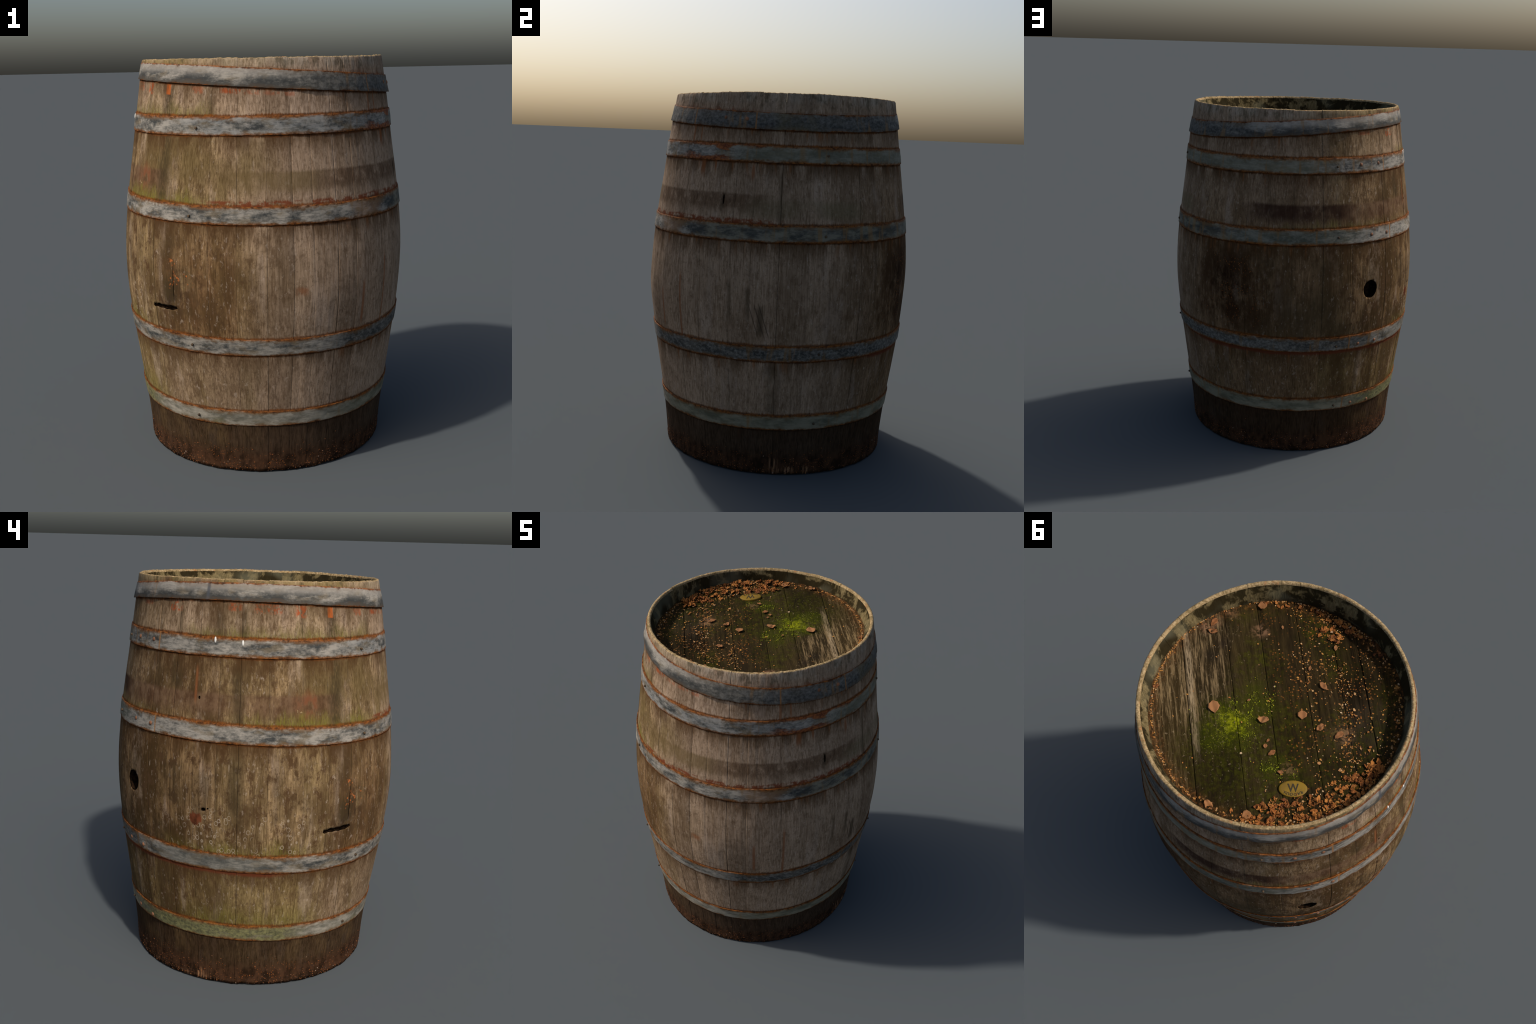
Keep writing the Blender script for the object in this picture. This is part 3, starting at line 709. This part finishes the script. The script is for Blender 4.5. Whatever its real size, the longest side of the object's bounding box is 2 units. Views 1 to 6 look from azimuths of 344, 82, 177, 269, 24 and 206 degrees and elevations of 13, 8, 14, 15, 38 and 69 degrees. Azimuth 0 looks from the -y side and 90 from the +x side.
# dried white droplets on the upper hoop
ME_DROP = mesh("droplet", *lathe([(.0065, -.002), (.0065, .001), (.005, .0035), (.002, .0045)], 10), M_DROP)
for t, z, s in ((162.6, 1.727, .95), (173.8, 1.718, .9)):
    child("droplet", ME_DROP, hoops[1], frame(t, z, .0045) @ Matrix.Diagonal((.85 * s, 2.3 * s, .7, 1)))

# ------------------------------------------------------------------ head boards
CUTS = [-.62, -.408, -.298, -.141, .037, .196, .405, .62]
hc = HC[0] * HN[0] + HC[1] * HN[1]; ha = -HC[0] * HN[1] + HC[1] * HN[0]
LIFT = [0, .002, -.003, .0, .001, -.001, .005, .002]
for i in range(7):
    v0, v1 = max(CUTS[i], hc - HR + .004), min(CUTS[i + 1], hc + HR - .004)
    gap = .0006
    vs = np.concatenate([[v0 + gap, v0 + gap + .002], np.linspace(v0 + .006, v1 - .006, max(6, int((v1 - v0) / .006))), [v1 - gap - .002, v1 - gap]])
    NU = 150; top = []; low = []
    for j, v in enumerate(vs):
        half = math.sqrt(max(HR**2 - (v - hc) ** 2, 1e-5))
        rnd = (-.0022, -.0006)[min(j, len(vs) - 1 - j)] if min(j, len(vs) - 1 - j) < 2 else 0
        for u in np.linspace(ha - half, ha + half, NU):
            x, y = v * HN[0] - u * HN[1], v * HN[1] + u * HN[0]
            z = head_z(x, y) + LIFT[i + 1] * .7 + rnd + .0012 * n3(v * 60, u * 3, i) + .0007 * n3(v * 220, u * 8, 3) + .0015 * n3(v * 9, u * 9, 5)
            top.append((x, y, z)); low.append((x, y, z - .03))
    nv = len(vs); N = nv * NU; faces = []
    for a in range(nv - 1):
        for b in range(NU - 1):
            q = (a * NU + b, (a + 1) * NU + b, (a + 1) * NU + b + 1, a * NU + b + 1)
            faces.append(q); faces.append(tuple(N + e for e in q[::-1]))
    ring = [a * NU for a in range(nv)] + [(nv - 1) * NU + b for b in range(1, NU)] + [a * NU + NU - 1 for a in range(nv - 2, -1, -1)] + [b for b in range(NU - 2, 0, -1)]
    for a, b in zip(ring, ring[1:] + ring[:1]): faces.append((a, N + a, N + b, b))
    o = obj("head_board", top + low, faces, [M_HEAD], root); fix(o.data)
    o["tone"] = random.Random(50 + i).uniform(-.6, .6)

# bottom head
v = []; n = 96
for zz in (.05, .075):
    v += [tuple(p) for p in place(np.linspace(0, 360, n, endpoint=False), np.full(n, zz), np.full(n, -.04))]
obj("bottom_head", v, [tuple(range(n))[::-1], tuple(range(n, 2 * n))] + [(a, (a + 1) % n, n + (a + 1) % n, n + a) for a in range(n)], [M_INNER], root, False)

# ------------------------------------------------------------------ leaves
def leaf_mesh(name, seed, curl, mat, lobes=0.0, asp=.75):
    """unit leaf, length 1 along x, a midrib fold, curled, with a little thickness"""
    r = random.Random(seed); nu, nv = 11, 7; top = []
    for i in range(nu):
        s = i / (nu - 1)
        w = asp * .5 * (math.sin(math.pi * min(1, s * 1.02 + .02)) ** .8) * (1 + lobes * math.sin(s * 17 + seed)) * (1 + .12 * r.uniform(-1, 1))
        for j in range(nv):
            q = 2 * j / (nv - 1) - 1
            x, y = s - .5, q * max(w, .012)
            z = abs(q) * w * .25 + curl * ((x * x) * 1.2 - .15) + curl * .6 * n3(x * 3, y * 3, seed) + .05 * n3(x * 9, y * 9, seed + 2)
            top.append((x, y, z))
    th = .014; low = [(x, y, z - th) for x, y, z in top]; N = nu * nv; f = []
    for i in range(nu - 1):
        for j in range(nv - 1):
            q = (i * nv + j, (i + 1) * nv + j, (i + 1) * nv + j + 1, i * nv + j + 1)
            f.append(q); f.append(tuple(N + e for e in q[::-1]))
    ring = [i * nv for i in range(nu)] + [(nu - 1) * nv + j for j in range(1, nv)] + [i * nv + nv - 1 for i in range(nu - 2, -1, -1)] + [j for j in range(nv - 2, 0, -1)]
    for a, b in zip(ring, ring[1:] + ring[:1]): f.append((a, N + a, N + b, b))
    return mesh(name, top + low, f, mat)


L_FLAT = [leaf_mesh("leaf", 11 + i, c, M_LEAF, .05, a) for i, (c, a) in enumerate(((.12, .85), (.5, .7), (.25, .6), (.15, 1.0)))]
L_PILE = [leaf_mesh("rotting_leaf", 31 + i, .3 + .22 * i, M_PILE, .18, .55 + .08 * i) for i in range(5)]


def on_head(x, y, up, size, rz, tilt=0.0, roll=0.0, flat=1.0):
    z = head_z(x, y) + up
    base = Vector((0, 0, 1)).rotation_difference(Vector((-.06, -.07, 1))).to_matrix().to_4x4()
    return Matrix.Translation((x, y, z)) @ base @ Matrix.Rotation(rz, 4, "Z") @ Matrix.Rotation(tilt, 4, "Y") @ Matrix.Rotation(roll, 4, "X") @ Matrix.Diagonal((size, size, size * flat, 1))


for x, y, size, m, rz in ((.041, .084, .052, 1, .3), (.267, .117, .062, 0, 2.2), (-.111, -.01, .044, 3, 1.9), (-.143, -.19, .048, 2, 2.7), (-.059, .22, .040, 2, 1.0), (.089, .556, .052, 1, 2.6), (-.077, .533, .042, 3, .7), (-.208, .017, .044, 1, 1.2), (.283, -.466, .045, 3, .4), (.452, -.285, .05, 2, 1.4), (.437, -.24, .045, 1, .2), (.55, .13, .03, 1, .6), (.14, .02, .018, 2, .9), (-.02, .17, .02, 2, 1.3), (-.05, -.25, .025, 2, 1.7), (.15, -.40, .02, 2, 2.1), (-.02, .20, .022, 0, 2.), (-.13, .29, .03, 2, 0.1), (-.30, .02, .05, 2, 1.1), (-.12, -.40, .03, 2, 1.9)):
    o = child("leaf", L_FLAT[m], root, on_head(x, y, .006 + size * .08, size, rz, .06, .05))

def inner_r(t):
    """where the head meets the wall, t in radians"""
    return .628 - .0255 - (.024 + .019 * max(0, math.cos(t - .2)) + .010 * max(0, math.cos(t + 2.4)))


# piles of rotting leaves along the edge
pr = random.Random(21)


def pile(th0, th1, r0, r1, count, s0, s1, hmax):
    for _ in range(count):
        t = pr.uniform(th0, th1) * RAD; w = pr.random() ** .7; R = inner_r(t); r = R * (r1 - (r1 - r0) * (1 - w))
        size = pr.uniform(s0, s1); r = min(r, R - size * .40)
        x, y = HC[0] + r * math.cos(t), HC[1] + r * math.sin(t)
        o = child("rotting_leaf", pr.choice(L_PILE), root, on_head(x, y, .004 + pr.random() * hmax * w, size, pr.uniform(0, 6.3), pr.uniform(-.28, .28), pr.uniform(-.28, .28)))


pile(102, 160, .76, .99, 125, .016, .036, .010)
pile(158, 172, .84, .98, 26, .020, .046, .010)
pile(90, 104, .92, .985, 10, .018, .03, .008)
pile(253, 266, .78, .97, 30, .016, .036, .007)
pile(228, 253, .93, .985, 10, .018, .03, .008)
pile(266, 300, .94, .985, 14, .016, .028, .006)


# ------------------------------------------------------------------ scattered crumbs, moss, soil (stuff)
def chips(name, spots, mat, parent, kind="stuff"):
    """many small irregular bent chips joined in one mesh: spots = (matrix, size, thick)"""
    V, F = [], []
    cr = np.random.default_rng(5)
    for M, s, th in spots:
        n = 6; b = len(V); ang = np.linspace(0, 2 * math.pi, n, endpoint=False) + cr.uniform(0, 1)
        rr = s * .5 * cr.uniform(.6, 1.15, n); asp = cr.uniform(.55, 1)
        bend = cr.uniform(-.25, .25)
        for up in (1, 0):
            for a, r in zip(ang, rr):
                x, y = r * math.cos(a), r * math.sin(a) * asp
                V.append(tuple(M @ Vector((x, y, (th if up else 0) + bend * x * x / s * 2))))
        F.append(tuple(range(b, b + n)))
        F.append(tuple(range(b + n, b + 2 * n))[::-1])
        for q in range(n): F.append((b + q, b + n + q, b + n + (q + 1) % n, b + (q + 1) % n))
    return obj(name, V, F, [mat], parent, False, kind)


def chip_on_head(x, y, s, thick):
    return on_head(x, y, .0018, 1, rng.uniform(0, 6.3), rng.uniform(-.14, .14), rng.uniform(-.14, .14)), s, thick


spots = []


def density(x, y):
    a = x * HN[0] + y * HN[1]; u = -x * HN[1] + y * HN[0]; d = .06
    r = math.hypot(x - HC[0], y - HC[1])
    if a < -.10: d = .32
    if -.30 < a < -.13: d = .42
    if -.34 < a < -.27 or -.17 < a < -.13 and u < .3: d = .75
    if -.42 < a < -.40: d = .6
    if r > .45 and 80 < math.degrees(math.atan2(y, x)) < 175: d = .95
    if a > .10: d = .035
    d *= .45 + 1.2 * max(0, n3(x * 9, y * 9, 3) + .35)
    return d


while len(spots) < 1150:
    x, y = rng.uniform(-.6, .6, 2)
    if math.hypot(x - HC[0], y - HC[1]) > inner_r(math.atan2(y, x)) - .008 or rng.random() > density(x, y): continue
    spots.append(chip_on_head(x, y, float(np.clip(rng.lognormal(math.log(.0064), .42), .003, .018)), .0009))
for _ in range(420):       # line of crumbs in the groove round the edge
    t = rng.uniform(-120, 75) * RAD; r = inner_r(t) - abs(rng.normal(0, .006)) + .002
    spots.append(chip_on_head(HC[0] + r * math.cos(t), HC[1] + r * math.sin(t), float(rng.uniform(.004, .010)), .003))
for _ in range(280):
    t = rng.uniform(75, 270) * RAD; r = inner_r(t) - abs(rng.normal(0, .018)) - .002
    spots.append(chip_on_head(HC[0] + r * math.cos(t), HC[1] + r * math.sin(t), float(rng.uniform(.005, .014)), .002))
chips("leaf_crumbs", spots, M_BIT, root)

spots = []
for cx, cy, r, n in ((.165, .165, .085, 900), (.20, .235, .06, 350), (.215, .10, .05, 300), (.09, .02, .06, 260), (.12, -.05, .05, 110), (-.09, .30, .035, 150), (-.17, .28, .03, 90)):
    for _ in range(n):
        x, y = cx + rng.normal(0, r * .7), cy + rng.normal(0, r * .7)
        if n3(x * 13, y * 13, 5) + .6 * n3(x * 34, y * 34, 1) < .05: continue
        spots.append((on_head(x, y, .001, 1, rng.uniform(0, 6.3), rng.uniform(-1.2, 1.2), rng.uniform(-1.2, 1.2)), float(rng.uniform(.004, .008)), .002))
chips("moss_cushion", spots, M_MOSS, root)

spots = []
for _ in range(2300):
    t = rng.uniform(-180, 180); z = abs(rng.normal(0, .055)) + .007
    if n3(t * .05, 1, 4) + .35 < rng.random() * .5 and z > .03: continue
    if z > .2: continue
    spots.append((frame(t, z, OUT - .001) @ Matrix.Rotation(rng.uniform(0, 6.3), 4, "Z") @ Matrix.Rotation(rng.uniform(-.4, .4), 4, "X"), float(rng.uniform(.003, .009)), float(rng.uniform(.001, .0035))))
chips("soil_crumbs", spots, M_SOIL, root)

# ------------------------------------------------------------------ brass plaque on the head
PX, PY, PA = -.2125, .341, math.atan2(.05, .114)
pm = on_head(PX, PY, .003, 1, PA)
prof = [(1.0, -.006), (1.0, .002), (.97, .0042), (.8, .005), (.4, .0055), (.01, .0058)]
seg = 64; v = [(.063 * r * math.cos(2 * math.pi * s / seg), .039 * r * math.sin(2 * math.pi * s / seg), z) for r, z in prof for s in range(seg)]
f = [(i * seg + s, i * seg + (s + 1) % seg, (i + 1) * seg + (s + 1) % seg, (i + 1) * seg + s) for i in range(len(prof) - 1) for s in range(seg)] + [tuple(range((len(prof) - 1) * seg, len(prof) * seg))]
plaque = child("brass_plaque", mesh("brass_plaque", v, f, M_BRASS), root, pm)


def glyph(txt, size, mat, name):
    cu = bpy.data.curves.new(name, "FONT"); cu.body = txt; cu.size = size; cu.extrude = .0006; cu.align_x = "CENTER"; cu.align_y = "CENTER"
    cu.offset = size * .02
    t = bpy.data.objects.new(name, cu); col.objects.link(t); bpy.context.view_layer.update()
    me = bpy.data.meshes.new_from_object(t.evaluated_get(bpy.context.evaluated_depsgraph_get()))
    bpy.data.objects.remove(t); bpy.data.curves.remove(cu)
    me.name = name; me.materials.clear(); me.materials.append(M_INK)
    return child(name, me, plaque, mat)


glyph("W", .053, Matrix.Translation((0, -.001, .0058)) @ Matrix.Rotation(math.pi, 4, "Z") @ Matrix.Diagonal((.85, 1, 1, 1)), "emblem")
for ch, a in zip("RADOUX", np.linspace(140, 40, 6)):
    e = a * RAD; x, y = .047 * math.cos(e), .0265 * math.sin(e)
    glyph(ch, .0175, Matrix.Translation((x, y, .0054)) @ Matrix.Rotation(-(x / .047) * .38, 4, "Z"), "lettering")

# a few leaf scraps stuck on the inside of the rim
for t, z in ((45, 1.955), (52, 1.94), (58, 1.96), (30, 1.945), (-140, 1.95)):
    p = place(t, z, OUT - .026)
    n = Vector((-math.cos(t * RAD), -math.sin(t * RAD), .1)).to_track_quat("Z", "Y").to_matrix().to_4x4()
    child("leaf", L_FLAT[2], root, Matrix.Translation(Vector(p)) @ n @ Matrix.Rotation(t, 4, "Z") @ Matrix.Diagonal((.022, .022, .022, 1)))

# pale torn splinter on the stain band and splintered wood at the foot
def splinter(name, t, z, w, h, d, mat):
    v = [(-w, -h, 0), (w * .6, -h * .8, 0), (w, h * .3, 0), (0, h, 0), (-w * .8, h * .4, 0), (-w * .2, -h * .2, d), (w * .3, h * .2, d * .7)]
    f = [(0, 1, 5), (1, 2, 6), (1, 6, 5), (2, 3, 6), (3, 4, 5), (3, 5, 6), (4, 0, 5), (4, 3, 2, 1, 0)]
    return child(name, mesh(name, v, f, mat, False), root, frame(t, z, OUT - .001))


splinter("splinter", -163.6, 1.412, .008, .006, .005, M_CREST)
splinter("splinter", -165, 1.418, .003, .009, .004, M_CREST)
for t, z, w, h in ((157.3, .040, .004, .035), (158.6, .034, .004, .03), (155.8, .027, .005, .022), (-7, .055, .006, .048), (0, .032, .010, .024), (9, .032, .007, .024), (-5, .024, .006, .02)):
    splinter("foot_splinter", t, z, w, h, .004, M_SPLINTER)
